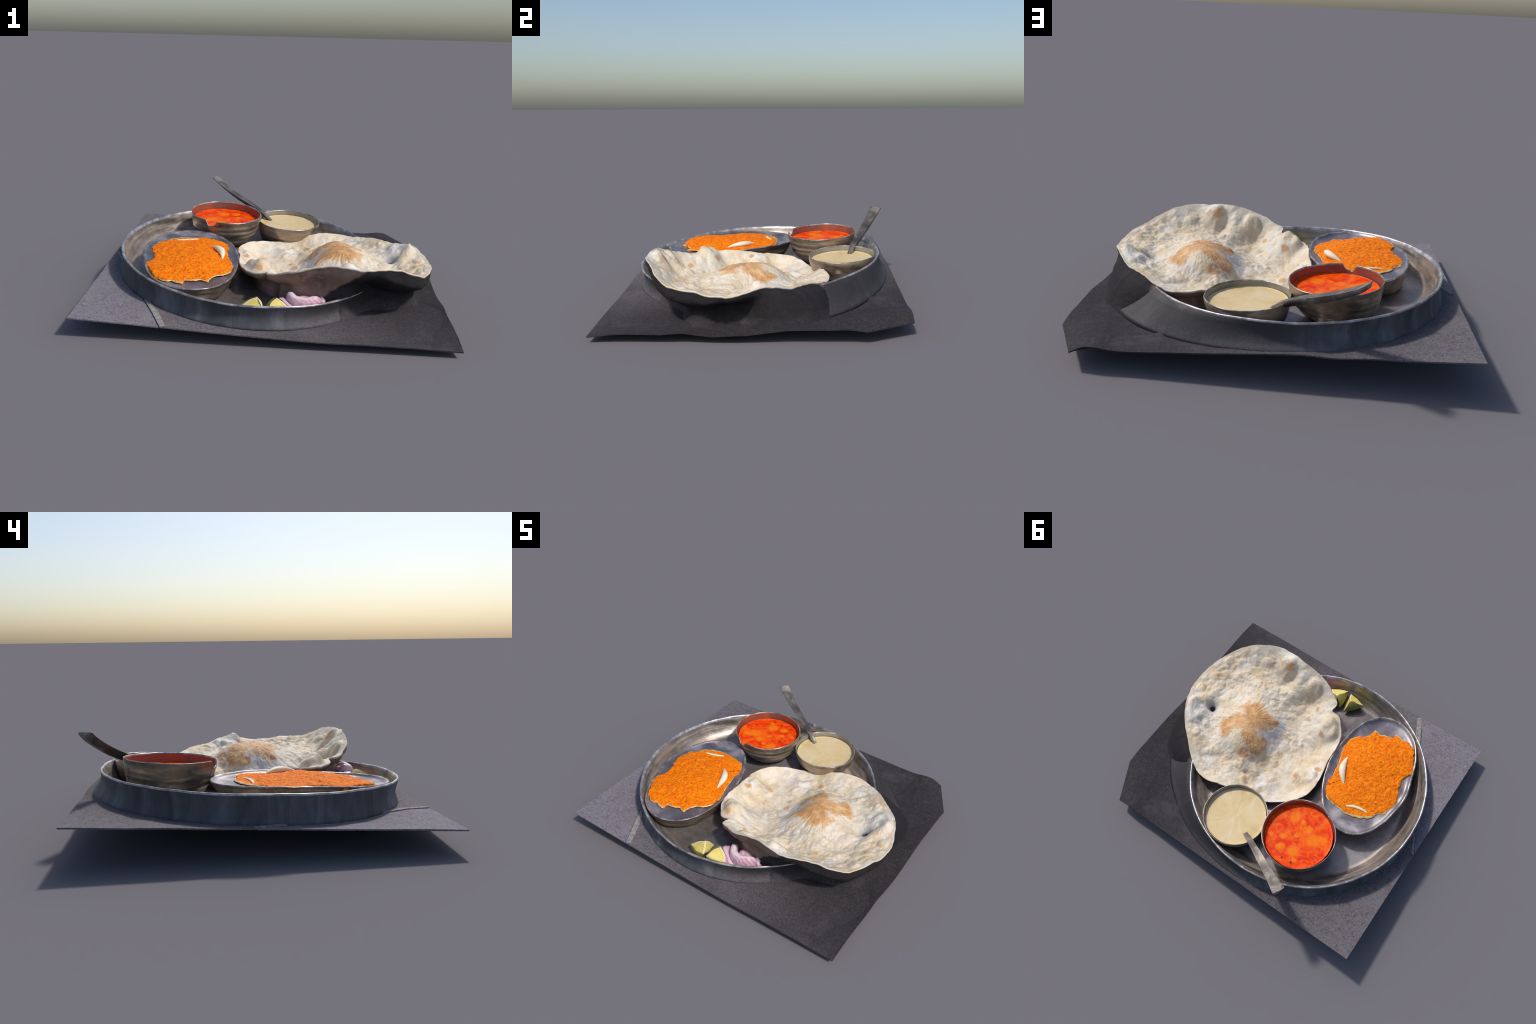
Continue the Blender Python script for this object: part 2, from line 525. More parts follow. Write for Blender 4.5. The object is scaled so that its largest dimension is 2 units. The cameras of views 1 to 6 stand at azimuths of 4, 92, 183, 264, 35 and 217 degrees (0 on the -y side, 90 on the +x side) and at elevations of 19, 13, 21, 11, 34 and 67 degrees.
def red_soup():
    k = Nodes("red_soup")
    warp = k.noise(9, 3, .6, 1.5)
    swirl = k.n("TexWave", wave_type="RINGS")
    k.set(swirl.inputs["Vector"], k.map(loc=(.30, -.45, 0)))
    for s, v in (("Scale", 9.0), ("Distortion", 14.0), ("Detail", 3.0), ("Detail Scale", 1.4)):
        swirl.inputs[s].default_value = v
    c = k.ramp(warp, [(.3, (.66, .016, .0005)), (.5, (.84, .050, .001)), (.68, (.90, .12, .002))])
    c = k.mix(k.range(swirl.outputs["Fac"], .6, .95, 0, .35), c, (.86, .20, .012))
    wob = k.math("MULTIPLY", k.math("SUBTRACT", k.noise(26, 5, .65, .6), .5), 1.9)
    spots = [k.near(p, r * .2, r) for p, r in (((-.43, .40, .31), .085), ((-.36, .36, .305), .06), ((-.47, .37, .31), .06), ((-.243, .326, .29), .07), ((-.36, .53, .31), .075), ((-.28, .55, .30), .06),
                                            ((-.25, .483, .30), .035), ((-.319, .431, .30), .035), ((-.178, .512, .297), .03), ((-.31, .33, .30), .035), ((-.40, .575, .31), .03))]
    m = k.range(k.math("ADD", k.most(spots), wob), .30, 1.15)
    c = k.mix(k.math("MULTIPLY", m, .9), c, (.88, .20, .004))
    fine = k.noise(150, 3, .7)
    c = k.mix(k.range(fine, .62, .75, 0, .5), c, (.45, .02, .001))
    herb = k.most([k.near((-.501, .489, .313), .004, .017), k.near((-.49, .432, .308), .004, .018), k.near((-.40, .60, .315), .004, .02), k.near((-.33, .605, .31), .003, .012)])
    c = k.mix(k.math("MULTIPLY", herb, k.range(k.noise(60, 3), .4, .55)), c, (.10, .02, .004))
    return k.done(c, .4, 0, k.bump(k.noise(40, 3), .12, .004), spec=.12)


def cream_soup():
    k = Nodes("cream_soup")
    c = k.ramp(k.noise(7, 4, .6, .4), [(.3, (.60, .44, .215)), (.5, (.69, .525, .28)), (.7, (.71, .58, .37))])
    c = k.mix(k.range(k.noise(260, 2, .6), .55, .75, 0, .3), c, (.72, .60, .34))
    c = k.mix(k.range(k.noise(180, 3, .7), .45, .28, 0, .35), c, (.40, .31, .14))
    c = k.mix(k.range(k.voronoi(26), .07, .03, 0, .6), c, (.72, .48, .10))
    return k.done(c, .4, 0, k.bump(k.noise(90, 3), .1, .003), spec=.15)


build_bowl((-.334, .426, .351), .2365, (-.059, .0466),
           [(.2365, 0), (.236, -.012), (.230, -.040), (.219, -.075), (.200, -.110), (.172, -.140), (.140, -.165), (.120, -.178)], .178,
           stain_inside("red_stained_steel", (.24, .10, .075), (.46, .085, .025), .8), bowl_steel, rim_bright, red_soup(), .050,
           "steel bowl of red oily soup with a notched rim", notch=(244, 259, .038), ribs=.0022)
build_bowl((.091, .537, .283), .2135, (-.047, .056),
           [(.2135, 0), (.2135, -.010), (.208, -.035), (.196, -.062), (.176, -.088), (.148, -.110), (.125, -.124)], .124,
           stain_inside("cream_stained_steel", (.25, .225, .18), (.42, .38, .27), .6), bowl_steel, rim_bright, cream_soup(), .034,
           "steel bowl of pale creamy broth")

# ------------------------------------------------------------------ oval dish of curry
OC = np.array([-.46, -.22])
dish_r = periodic([.280, .279, .288, .312, .352, .403, .449, .462, .431, .378, .335, .312, .298, .289, .296, .326, .372, .423, .459, .461, .423, .365, .316, .290])
dish_z = periodic([.238, .244, .250, .256, .260, .264, .268, .271, .274, .276, .277, .276, .273, .268, .260, .251, .242, .233, .226, .221, .220, .221, .225, .231])


def dish_plane(x, y):
    return .2475 - .060 * (x - OC[0]) + .052 * (y - OC[1])


def build_dish():
    n = 200
    a = np.arange(n) * TAU / n
    wob = np.array([noise.noise(Vector((4 * math.cos(t), 4 * math.sin(t), 9))) for t in a])
    R, Z = dish_r(a) + .002 * wob, dish_z(a) + .002 * np.roll(wob, 20)

    def ring(d, z, scale=1.0):
        r = (R - d) * scale
        return np.stack([OC[0] + r * np.cos(a), OC[1] + r * np.sin(a), z], -1)

    west = smooth01(np.cos(a - 3.4), -.2, .6)

    def down(scale, f):
        p = ring(0, Z, 1 - (1 - scale) * (1 - .6 * west))
        g = floor_z(p[:, 0], p[:, 1]) + .002
        p[:, 2] = Z - .006 - (Z - .006 - g) * f
        return p
    outer = [down(.40, 1), down(.80, 1), down(.825, .93), down(.86, .80), down(.895, .6), down(.92, .4), down(.955, .22), down(.98, .08), ring(.006, Z - .008), ring(.001, Z - .006)]
    lip = [outer[-1], ring(-.001, Z - .002), ring(.001, Z + .001), ring(.006, Z + .002), ring(.011, Z + .0005), ring(.016, Z - .004)]
    bed = [ring(.016, Z - .004), ring(.023, Z - .009), ring(.032, Z - .012), ring(.045, Z - .014)]
    for s in (.8, .65, .5, .35, .2, .06):
        p = ring(.03, Z, s)
        p[:, 2] = dish_plane(p[:, 0], p[:, 1]) * (1 - s) + (Z - .0) * s - .015
        bed.append(p)
    dish = label(D.objects.new("oval_dish", None), "pointed oval steel dish of orange curry with garlic slices", "dish of curry")
    COL.objects.link(dish)
    V, F = rings(outer, close_first=True)
    new_mesh("dish_wall", V, F, bowl_steel, dish)
    V, F = rings(lip)
    new_mesh("dish_rim", V, F, steel_material("dish_rim_steel", (.13, .118, .115), (.26, .24, .24), (.60, .56, .57), streak=(9, 9, 9), metal=.5, warm=(.42, .26, .16), warm_amount=.4, rough=.28), dish)
    V, F = rings(bed, close_last=True)
    new_mesh("dish_floor", V, F, steel_material("dish_floor_steel", (.125, .112, .126), (.185, .168, .192), (.42, .375, .395), streak=(3, 3, 3), metal=.40, rough=.34), dish)

    # the curry lies in the dish as a thick, lumpy, raggedly edged layer
    O = np.array([(-.330, -.535), (-.364, -.518), (-.399, -.531), (-.433, -.543), (-.457, -.552), (-.455, -.578), (-.481, -.585), (-.517, -.569), (-.547, -.574), (-.583, -.568), (-.620, -.545), (-.645, -.505),
                  (-.672, -.450), (-.706, -.394), (-.699, -.358), (-.677, -.331), (-.677, -.286), (-.689, -.234), (-.702, -.206), (-.722, -.136), (-.722, -.093), (-.696, -.031), (-.665, -.009), (-.645, .030),
                  (-.601, .072), (-.544, .094), (-.491, .110), (-.434, .098), (-.382, .092), (-.330, .084), (-.287, .048), (-.266, -.012), (-.269, -.059), (-.268, -.112), (-.255, -.173), (-.247, -.206), (-.222, -.255),
                  (-.215, -.314), (-.222, -.379), (-.255, -.420), (-.292, -.444), (-.322, -.493), (-.325, -.520)])
    C = np.array([-.47, -.24])
    m = 420
    seg = np.arange(m) / m * len(O)
    i = seg.astype(int)
    t = (seg - i)[:, None]
    g = len(O)
    p0, p1, p2, p3 = O[(i - 1) % g], O[i % g], O[(i + 1) % g], O[(i + 2) % g]
    B = .5 * (2 * p1 + (p2 - p0) * t + (2 * p0 - 5 * p1 + 4 * p2 - p3) * t ** 2 + (3 * p1 - p0 - 3 * p2 + p3) * t ** 3)
    B += .008 * np.stack([fractal(np.c_[B, 0 * B[:, 0]], 32, 4, 2.0), fractal(np.c_[B, 0 * B[:, 0]], 32, 4, 8.0)], -1)
    hump = thin_plate([(-.40, -.008, .268), (-.329, -.52, .223), (-.457, -.57, .224), (-.329, -.235, .263), (-.396, -.418, .250), (-.528, -.289, .272), (-.638, -.527, .250), (-.367, -.061, .260),
                       (-.286, -.234, .250), (-.55, .07, .264), (-.642, -.168, .272), (-.642, -.313, .259), (-.70, -.1, .268), (-.24, -.36, .234), (-.48, -.15, .274), (-.30, .03, .252), (-.52, -.45, .259)], 1e-4)
    R2 = []
    for s, dz in ((1.0, -.016), (1.0, -.006), (.992, -.002), (.975, 0), (.95, 0)):
        q = C + (B - C) * s
        R2.append(np.c_[q, hump(q[:, 0], q[:, 1]) + dz])
    for s in np.linspace(.93, .02, 70):
        q = C + (B - C) * s
        R2.append(np.c_[q, hump(q[:, 0], q[:, 1])])
    for q in R2[2:]:
        q3 = np.c_[q[:, :2], 0 * q[:, 0]]
        q[:, 2] += .0042 * fractal(q3, 55, 3, 5.0) + .004 * fractal(q3, 16, 2, 1.0)
    k = Nodes("orange_curry")
    c = k.ramp(k.noise(34, 5, .7), [(.25, (.66, .09, .001)), (.42, (.86, .18, .001)), (.6, (.93, .26, .002)), (.78, (.95, .37, .02))])
    c = k.mix(k.math("MULTIPLY", k.range(k.noise(70, 4, .75), .52, .64), k.range(k.noise(7, 3, .6), .36, .58, .15, .9)), c, (.60, .035, .002))
    c = k.mix(k.math("MULTIPLY", k.range(k.voronoi(62), .26, .12), k.range(k.noise(30, 3), .50, .58, 0, .9)), c, (.10, .045, .008))
    c = k.mix(k.math("MULTIPLY", k.range(k.voronoi(60, co=k.map(loc=(3, 1, 0))), .15, .08), k.range(k.noise(12, 3), .55, .65, 0, .7)), c, (.95, .62, .30))
    h = k.math("ADD", k.noise(80, 4, .7), k.noise(240, 2, .6))
    V, F = rings(R2, close_last=True)
    new_mesh("curry", V, F, k.done(c, .6, 0, k.bump(h, .45, .006), spec=.12), dish)

    # thin oily film that has run out round the curry
    R3 = []
    for s, dz in ((1.022, -.0215), (1.015, -.0190), (1.0, -.0175), (.97, -.0170)):
        q = C + (B - C) * s + .0 * B
        q = np.where((np.hypot(*(q - OC).T) < dish_r(np.arctan2(*(q - OC).T[::-1])) - .03)[:, None], q, C + (B - C) * .985)
        R3.append(np.c_[q, hump(q[:, 0], q[:, 1]) * 0 + dish_plane(q[:, 0], q[:, 1]) + dz + .0125])
    k = Nodes("oil_film")
    V, F = rings(R3)
    new_mesh("oil_film", V, F, k.done(k.ramp(k.noise(16, 3), [(.35, (.42, .28, .14)), (.6, (.75, .50, .16))]), .25), dish)

    k = Nodes("garlic")
    c = k.ramp(k.noise(18, 3), [(.3, (.80, .66, .42)), (.7, (.88, .80, .64))])
    garlic = k.done(c, .45, 0, spec=.2)
    garlic.node_tree.nodes["Principled BSDF"].inputs["Subsurface Weight"].default_value = .1

    def slice_(p, q, bow, width, height, sink=.0):
        """Crescent slice from p to q, bulging sideways by bow."""
        p, q = np.array(p), np.array(q)
        u = (q - p)
        side = np.array([u[1], -u[0]]) / np.hypot(*u)
        sec, N = 10, 26
        RR = []
        for j in range(N):
            f = j / (N - 1)
            w = max(.02, math.sin(math.pi * f) ** .75)
            c0 = p + u * f + side * bow * math.sin(math.pi * f)
            pts = []
            for s in range(sec):
                an = TAU * s / sec
                off = c0 + side * (math.cos(an) * width * w * .5)
                z = float(hump(*c0)) + (.5 + .5 * math.sin(an)) * height * w - .004 - sink
                pts.append((*off, z))
            RR.append(np.array(pts))
        V, F = rings(RR, close_last=True, close_first=True)
        new_mesh("garlic_slice", V, F, garlic, dish)
    slice_((-.374, -.050), (-.280, -.244), -.026, .046, .036)
    slice_((-.440, .085), (-.630, .030), -.020, .020, .010, .0)


build_dish()

# ------------------------------------------------------------------ the flatbread
BC = np.array([.42, -.12])
bread_r = periodic([.519, .507, .495, .488, .484, .484, .494, .519, .548, .557, .544, .541, .566, .602, .635, .662, .666, .638, .608, .609, .618, .603, .581, .574, .562, .532, .512, .520, .532, .531, .534, .547, .551, .540, .529, .525])
bread_z = periodic([.243, .262, .281, .272, .252, .247, .248, .233, .218, .225, .238, .222, .190, .183, .202, .216, .216, .225, .244, .251, .244, .245, .264, .292, .323, .353, .370, .368, .362, .361, .350, .317, .283, .267, .261, .247])
BREAD_POINTS = [(-.010, -.077, .138), (-.041, .041, .146), (.229, .265, .160), (.409, .222, .185), (.575, .175, .210), (.735, -.033, .212), (.846, -.246, .246), (.601, -.411, .240), (.500, -.300, .252),
                (.422, -.561, .328), (.388, -.508, .235), (.145, -.039, .136), (.279, .060, .237), (.338, -.125, .269), (.354, .215, .189), (.271, -.181, .226), (.397, .120, .268), (.460, -.173, .280),
                (.440, -.060, .302), (.52, -.08, .285), (.108, -.445, .206), (-.039, -.293, .216), (-.102, -.256, .204), (-.149, -.028, .212), (-.041, -.377, .272), (-.171, -.061, .209), (.077, .189, .158),
                (.05, -.18, .140), (.16, -.25, .150), (.28, -.34, .180), (.78, -.38, .242), (.68, -.46, .246), (.487, -.329, .248), (.36, -.40, .226), (.08, .06, .132), (.21, -.10, .160), (.19, .08, .142), (.12, -.33, .160), (.60, .05, .222), (.55, -.20, .250), (.66, -.14, .228), (.48, .18, .214),
                (.30, .36, .200), (.10, .30, .150), (-.09, .12, .136), (-.02, .18, .140), (.198, -.534, .287), (.172, -.483, .200), (.516, -.497, .258), (.679, -.235, .216), (.421, -.307, .230), (.327, .329, .195), (.335, -.488, .266), (.276, -.600, .338), (.70, -.30, .225), (.66, .22, .225), (.78, .12, .24), (-.08, -.14, .15)]


def build_bread():
    n = 432
    a = np.arange(n) * TAU / n
    ra = a + 0
    jag = np.array([noise.noise(Vector((6 * math.cos(t), 6 * math.sin(t), 2))) + .6 * noise.noise(Vector((17 * math.cos(t), 17 * math.sin(t), 7))) for t in a])
    R, Z = bread_r(a) + .004 * jag, bread_z(a) + .004 * np.roll(jag, 55)
    R = R - .038 * np.exp(-((np.degrees(a) - 219.5) / 2.6) ** 2) + .012 * np.exp(-((np.degrees(a) - 225) / 3.0) ** 2)      # torn notch beside the lobe
    rim_ctrl = [(BC[0] + bread_r(t) * math.cos(t), BC[1] + bread_r(t) * math.sin(t), float(bread_z(t))) for t in np.arange(48) * TAU / 48]
    surf = thin_plate(BREAD_POINTS + rim_ctrl, 2e-5)
    ss = np.linspace(1, .004, 120) ** .9
    rows = []
    for s in ss:
        r = R * s
        rows.append(np.stack([BC[0] + r * np.cos(a), BC[1] + r * np.sin(a), 0 * a], -1))
    P = np.concatenate(rows)
    S = np.repeat(ss, n)
    z = surf(P[:, 0], P[:, 1])
    # match the ragged rim exactly, fading inward
    edge = np.tile(Z, len(ss)) - np.tile(surf(rows[0][:, 0], rows[0][:, 1]), len(ss))
    z += edge * smooth01(S, .86, 1.0)
    # blisters, folds and fine wrinkles
    keep = .35 + .65 * (1 - smooth01(S, .9, 1.0))
    dome = np.exp(-((P[:, 0] - .42) ** 2 + (P[:, 1] + .05) ** 2) / (2 * .15 ** 2))
    big = fractal(P, 7.5, 2, 3.3)
    blister = np.maximum(0, fractal(P, 15, 1, 9.1) - .06)
    small = fractal(P, 30, 3, 5.7)
    fine = fractal(P, 75, 2, 2.2)
    ridge = np.maximum(0, .16 - abs(fractal(P, 17, 3, 14.2))) * 4
    z += keep * (.006 * big * (1 - .8 * dome) + .016 * (np.minimum(blister, .45) - .13) * (1 - .9 * dome) + .0048 * small * (1 - .6 * dome) - .0035 * ridge * (1 - .5 * dome) + .0015 * fine)
    # long radial pleats on the flanks of the dome
    an = np.arctan2(P[:, 1] + .06, P[:, 0] - .43)
    rad = np.hypot(P[:, 0] - .43, P[:, 1] + .06)
    ring = smooth01(rad, .07, .14) * (1 - smooth01(rad, .20, .30))
    pleat = np.array([noise.noise(Vector((math.cos(t) * 7, math.sin(t) * 7, r * 3))) + .6 * noise.noise(Vector((math.cos(t) * 16, math.sin(t) * 16, r * 4))) for t, r in zip(an, rad)])
    z += .0045 * ring * pleat
    for x, y, r, h in ((.145, -.039, .02, .003), (.790, -.075, .040, .016), (.07, .20, .05, .003), (.70, -.20, .04, .006), (.62, .26, .05, .005), (.72, .16, .045, .006), (.10, -.10, .03, .006), (.25, .17, .04, .005)):
        d2 = ((P[:, 0] - x) ** 2 + (P[:, 1] - y) ** 2) / r ** 2
        z += h * np.exp(-d2 * .9)
    for x, y, r, h in ((.735, -.026, .036, .060), (.388, -.508, .035, .012), (.70, -.075, .03, .006)):
        d2 = ((P[:, 0] - x) ** 2 + (P[:, 1] - y) ** 2) / r ** 2
        z -= h * np.exp(-d2)
    # scattered puffed bubbles of many sizes
    rng = np.random.default_rng(11)
    for _ in range(150):
        t, q = rng.uniform(0, TAU), math.sqrt(rng.uniform(.06, .92))
        bx, by = BC[0] + q * bread_r(t) * math.cos(t), BC[1] + q * bread_r(t) * math.sin(t)
        if math.hypot(bx - .42, by + .04) < .17:
            continue
        rb = rng.uniform(.014, .045) * (1.25 if rng.random() < .15 else 1)
        st, ro = rng.uniform(.7, 1.4), rng.uniform(0, math.pi)
        dx, dy = P[:, 0] - bx, P[:, 1] - by
        u, v = (dx * math.cos(ro) + dy * math.sin(ro)) / (rb * st), (dy * math.cos(ro) - dx * math.sin(ro)) * st / rb
        d2 = u * u + v * v
        z += np.where(d2 < 1, rb * rng.uniform(.12, .30) * (1 - np.minimum(d2, 1)) ** .8, 0) * (1 - smooth01(S, .93, 1.0))
    z -= .004 * (1 - smooth01(S, .85, .98)) * (1 - smooth01(P[:, 0], .2, .4))
    # puffed lobes with a steep front, by the curry dish
    for x, y, rx, ry, h in ((-.072, -.345, .090, .085, .040), (-.130, -.005, .060, .070, .016), (.195, -.545, .055, .06, .020), (.435, -.560, .07, .07, .022), (.800, .070, .090, .155, .030)):
        q = np.sqrt(((P[:, 0] - x) / rx) ** 2 + ((P[:, 1] - y) / ry) ** 2)
        z += h * (1 - smooth01(q, .55, 1.15)) * (1 - smooth01(S, .90, 1.0))
    z = np.maximum(z, floor_z(P[:, 0], P[:, 1]) + .010)
    P[:, 2] = z
    top_rows = [P[i * n:(i + 1) * n] for i in range(len(ss))]

    # underside: a rolled edge, then the bread falls back to the tray, or over it down to the slab
    inset_out = periodic([.15, .09, .0, -.09, -.145, -.17, -.15, -.09, .0, .035, .035, .035, .06, .07, .08, .09, .09, .08, .08, .09, .10, .10, .10, .09, .07, .06, .05, .07, .15, .20, .21, .19, .16, .09, .08, .14])
    foot_r = R - inset_out(a)
    fx, fy = BC[0] + foot_r * np.cos(a), BC[1] + foot_r * np.sin(a)
    tr = np.hypot(fx - TC[0], fy - TC[1])
    inside = 1 - smooth01(tr - tray_r(np.arctan2(fy - TC[1], fx - TC[0])), -.06, -.01)
    ground = inside * (floor_z(fx, fy) - .002) + (1 - inside) * (slab_z(fx, fy) - .003)

    def low(r, zz):
        return np.stack([BC[0] + r * np.cos(a), BC[1] + r * np.sin(a), zz], -1)
    zr = top_rows[0][:, 2]
    H = zr - ground
    edge_rows = [top_rows[0], low(R + .003, zr - .003), low(R + .003, zr - .007), low(R - .001, zr - .011)]
    under = [edge_rows[-1]]
    lip0 = .10 + .16 * smooth01(np.degrees(a), 285, 305) * (1 - smooth01(np.degrees(a), 340, 359))
    TZ = np.stack([t[:, 2] for t in top_rows])
    for f in np.linspace(.10, 1.0, 16):
        out_run = inset_out(a) < 0
        g = np.where(out_run, np.maximum(f, 0) ** .55, np.clip((f - lip0) / .30, 0, 1) ** 1.3)
        r = (R - .001) * (1 - g) + foot_r * g
        r = r + .030 * smooth01(f, .75, 1.0) * (1 - inside) * smooth01(inset_out(a), -.01, .06)
        w = .004 * fractal(np.stack([r * np.cos(a), r * np.sin(a), a * 0 + f], -1), 9, 3, 6.0)
        zz = zr - .011 - (H - .011) * f
        # stay beneath the top surface where the bread sags low
        at = np.interp(np.clip((r + w) / R, 0, 1), ss[::-1], np.arange(len(ss))[::-1])
        i0 = np.clip(at.astype(int), 0, len(ss) - 1)
        above = np.min([TZ[np.clip(i0 + q, 0, len(ss) - 1), np.arange(n)] for q in (-2, 0, 2)], axis=0)
        under.append(low(r + w, np.where(r + w < R - .004, np.minimum(zz, above - .006), zz)))

    k = Nodes("bread")
    w = k.noise(6.5, 5, .62, .3)
    c = k.ramp(w, [(.28, (.56, .435, .28)), (.45, (.70, .585, .425)), (.6, (.76, .69, .575)), (.75, (.70, .68, .66))])
    c = k.mix(k.range(k.noise(26, 4, .65), .52, .72, 0, .55), c, (.56, .42, .25))
    c = k.mix(k.range(k.noise(8.5, 4, .6, .7), .52, .68, 0, .6), c, (.60, .455, .285))
    c = k.mix(k.range(k.noise(4.2, 3, .5, .6), .56, .70, 0, .5), c, (.61, .575, .545))
    c = k.mix(k.range(k.noise(60, 3, .7), .6, .75, 0, .3), c, (.80, .74, .64))
    # cool grey, floury west flank of the dome
    flour = k.most([k.near((.24, -.06, .20), .05, .14), k.near((.30, .09, .22), .02, .09), k.near((.27, -.18, .22), .02, .10)])
    c = k.mix(k.math("MULTIPLY", flour, k.range(k.noise(12, 4), .3, .6, .5, .9)), c, (.58, .56, .565))
    grain = k.math("MULTIPLY", k.math("SUBTRACT", k.noise(13, 5, .62, .5), .5), 2.3)
    toast = [k.near(p, r * .3, r * 1.4) for p, r in (((.455, -.15, .28), .10), ((.36, -.13, .27), .10), ((.40, -.10, .28), .10), ((.50, .00, .28), .095), ((.545, .04, .25), .08), ((.44, -.04, .30), .09),
                                              ((.37, .02, .28), .08), ((.285, .055, .24), .095), ((.26, .00, .22), .06), ((.33, .13, .24), .06), ((.30, -.16, .24), .06), ((.52, .09, .24), .05))]
    m = k.range(k.math("ADD", k.most(toast), grain), .30, .95)
    c = k.mix(k.math("MULTIPLY", m, .85), c, k.ramp(k.noise(13, 5, .65), [(.36, (.40, .155, .030)), (.5, (.58, .27, .075)), (.66, (.72, .44, .19))]))
    spots = [k.near(p, r * .3, r) for p, r in (((-.010, -.077, .15), .028), ((-.041, .041, .165), .035), ((.229, .265, .165), .028), ((.145, -.039, .14), .028), ((.422, -.561, .33), .055), ((.846, -.246, .25), .028),
                                             ((.601, -.411, .25), .03), ((-.039, -.293, .22), .04), ((-.149, -.06, .215), .025), ((-.171, -.061, .21), .02), ((.077, .189, .18), .04), ((.12, .03, .14), .022),
                                             ((.17, .02, .15), .02), ((-.05, -.42, .27), .03), ((-.09, -.36, .25), .035), ((-.13, -.30, .21), .03), ((.108, -.445, .215), .03), ((.15, .25, .17), .03), ((.77, .05, .23), .03),
                                             ((.22, .13, .18), .025), ((.88, -.13, .25), .025), ((.271, -.181, .23), .022), ((.18, .06, .16), .018), ((.60, .28, .24), .02), ((-.21, .03, .215), .03))]
    m2 = k.range(k.math("ADD", k.most(spots), k.math("MULTIPLY", grain, .9)), .22, .90)
    c = k.mix(k.math("MULTIPLY", m2, .8), c, (.60, .30, .10))
    c = k.mix(k.near((.735, -.026, .19), .02, .075), c, (.42, .42, .42))
    c = k.mix(k.near((.735, -.026, .155), .022, .045), c, (.055, .05, .042))
    h = k.math("ADD", k.noise(55, 4, .65), k.math("MULTIPLY", k.noise(150, 3, .6), .5))
    bread_mat = k.done(c, .58, 0, k.bump(h, .35, .006), spec=.3)

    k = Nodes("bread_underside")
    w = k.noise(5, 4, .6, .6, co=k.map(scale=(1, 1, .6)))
    c = k.ramp(w, [(.3, (.17, .11, .08)), (.5, (.27, .18, .145)), (.7, (.38, .255, .22))])  # bread colour browned down for shade, with pinkish onion bounce mixed in below
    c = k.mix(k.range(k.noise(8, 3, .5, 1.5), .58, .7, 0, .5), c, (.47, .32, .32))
    # beyond the tray the shadow under the overhang is painted on as dark stone
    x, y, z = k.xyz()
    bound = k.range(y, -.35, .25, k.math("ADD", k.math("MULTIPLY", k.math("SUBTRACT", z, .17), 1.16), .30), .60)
    painted_shade = k.range(k.math("ADD", k.math("SUBTRACT", x, bound), k.math("MULTIPLY", k.math("SUBTRACT", k.noise(14, 3), .5), .05)), -.012, .018)
    c = k.mix(painted_shade, c, baked_shade_colour(k))
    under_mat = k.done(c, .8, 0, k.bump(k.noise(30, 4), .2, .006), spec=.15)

    bread = label(D.objects.new("flatbread", None), "large blistered flatbread with toasted brown patches", "flatbread")
    COL.objects.link(bread)
    V, F = rings(top_rows, close_last=True)
    new_mesh("bread_top", V, F, bread_mat, bread)
    V, F = rings(edge_rows)
    new_mesh("bread_edge", V, F, bread_mat, bread)
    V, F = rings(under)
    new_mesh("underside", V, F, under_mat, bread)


build_bread()


# ------------------------------------------------------------------ spoon
def build_spoon():
    line = [(.010, .578, .228), (-.040, .602, .262), (-.087, .625, .303), (-.185, .676, .356), (-.277, .723, .397), (-.359, .765, .440), (-.425, .801, .481), (-.464, .822, .512)]
    half = [.014, .015, .018, .024, .028, .032, .037, .041]
    thick = [.010, .010, .010, .009, .008, .008, .008, .008]
    keel = [.012, .020, .034, .042, .042, .036, .030, .020]
    L = np.array(line)
    N = 60
    f = np.linspace(0, len(L) - 1, N)

    def cr(A, x):
        A = np.asarray(A, float)
        i = np.minimum(x.astype(int), len(A) - 2)
        t = (x - i).reshape(-1, *([1] * (A.ndim - 1)))
        g = lambda j: A[np.clip(j, 0, len(A) - 1)]
        p0, p1, p2, p3 = g(i - 1), g(i), g(i + 1), g(i + 2)
        return .5 * (2 * p1 + (p2 - p0) * t + (2 * p0 - 5 * p1 + 4 * p2 - p3) * t ** 2 + (3 * p1 - p0 - 3 * p2 + p3) * t ** 3)
    C, W, T, K = cr(L, f), cr(half, f), cr(thick, f), cr(keel, f)
    tan = np.gradient(C, axis=0)
    tan /= np.linalg.norm(tan, axis=1, keepdims=True)
    wide = np.array([.5626, .8207, -.09])
    RR = []
    for j in range(N):
        w = wide - tan[j] * (wide @ tan[j])
        w /= np.linalg.norm(w)
        up = np.cross(w, tan[j])
        up *= 1 if up[2] > 0 else -1
        end = 1.0 if j < N - 1 else .8
        pts = []
        for s in range(20):
            an = TAU * s / 20
            ca, sa = math.cos(an), math.sin(an)
            sx = math.copysign(abs(ca) ** .35, ca)
            sy = math.copysign(abs(sa) ** .6, sa)
            dish = -.003 * (1 - sx * sx) if sa > 0 else -K[j] * max(0, 1 - abs(sx - .35) / .9)
            pts.append(C[j] + w * W[j] * sx * end + up * (T[j] * .5 * sy * end + dish))
        RR.append(np.array(pts))
    V, F = rings(RR, close_first=True, close_last=True)
    mat = steel_material("spoon_steel", (.065, .054, .047), (.145, .122, .107), (.32, .275, .24), streak=(6, 6, 6), metal=.5, rough=.32)
    spoon = new_mesh("spoon", V, F, mat, sharp=60)
    label(spoon, "flat-handled steel spoon standing in the broth", "spoon")


build_spoon()


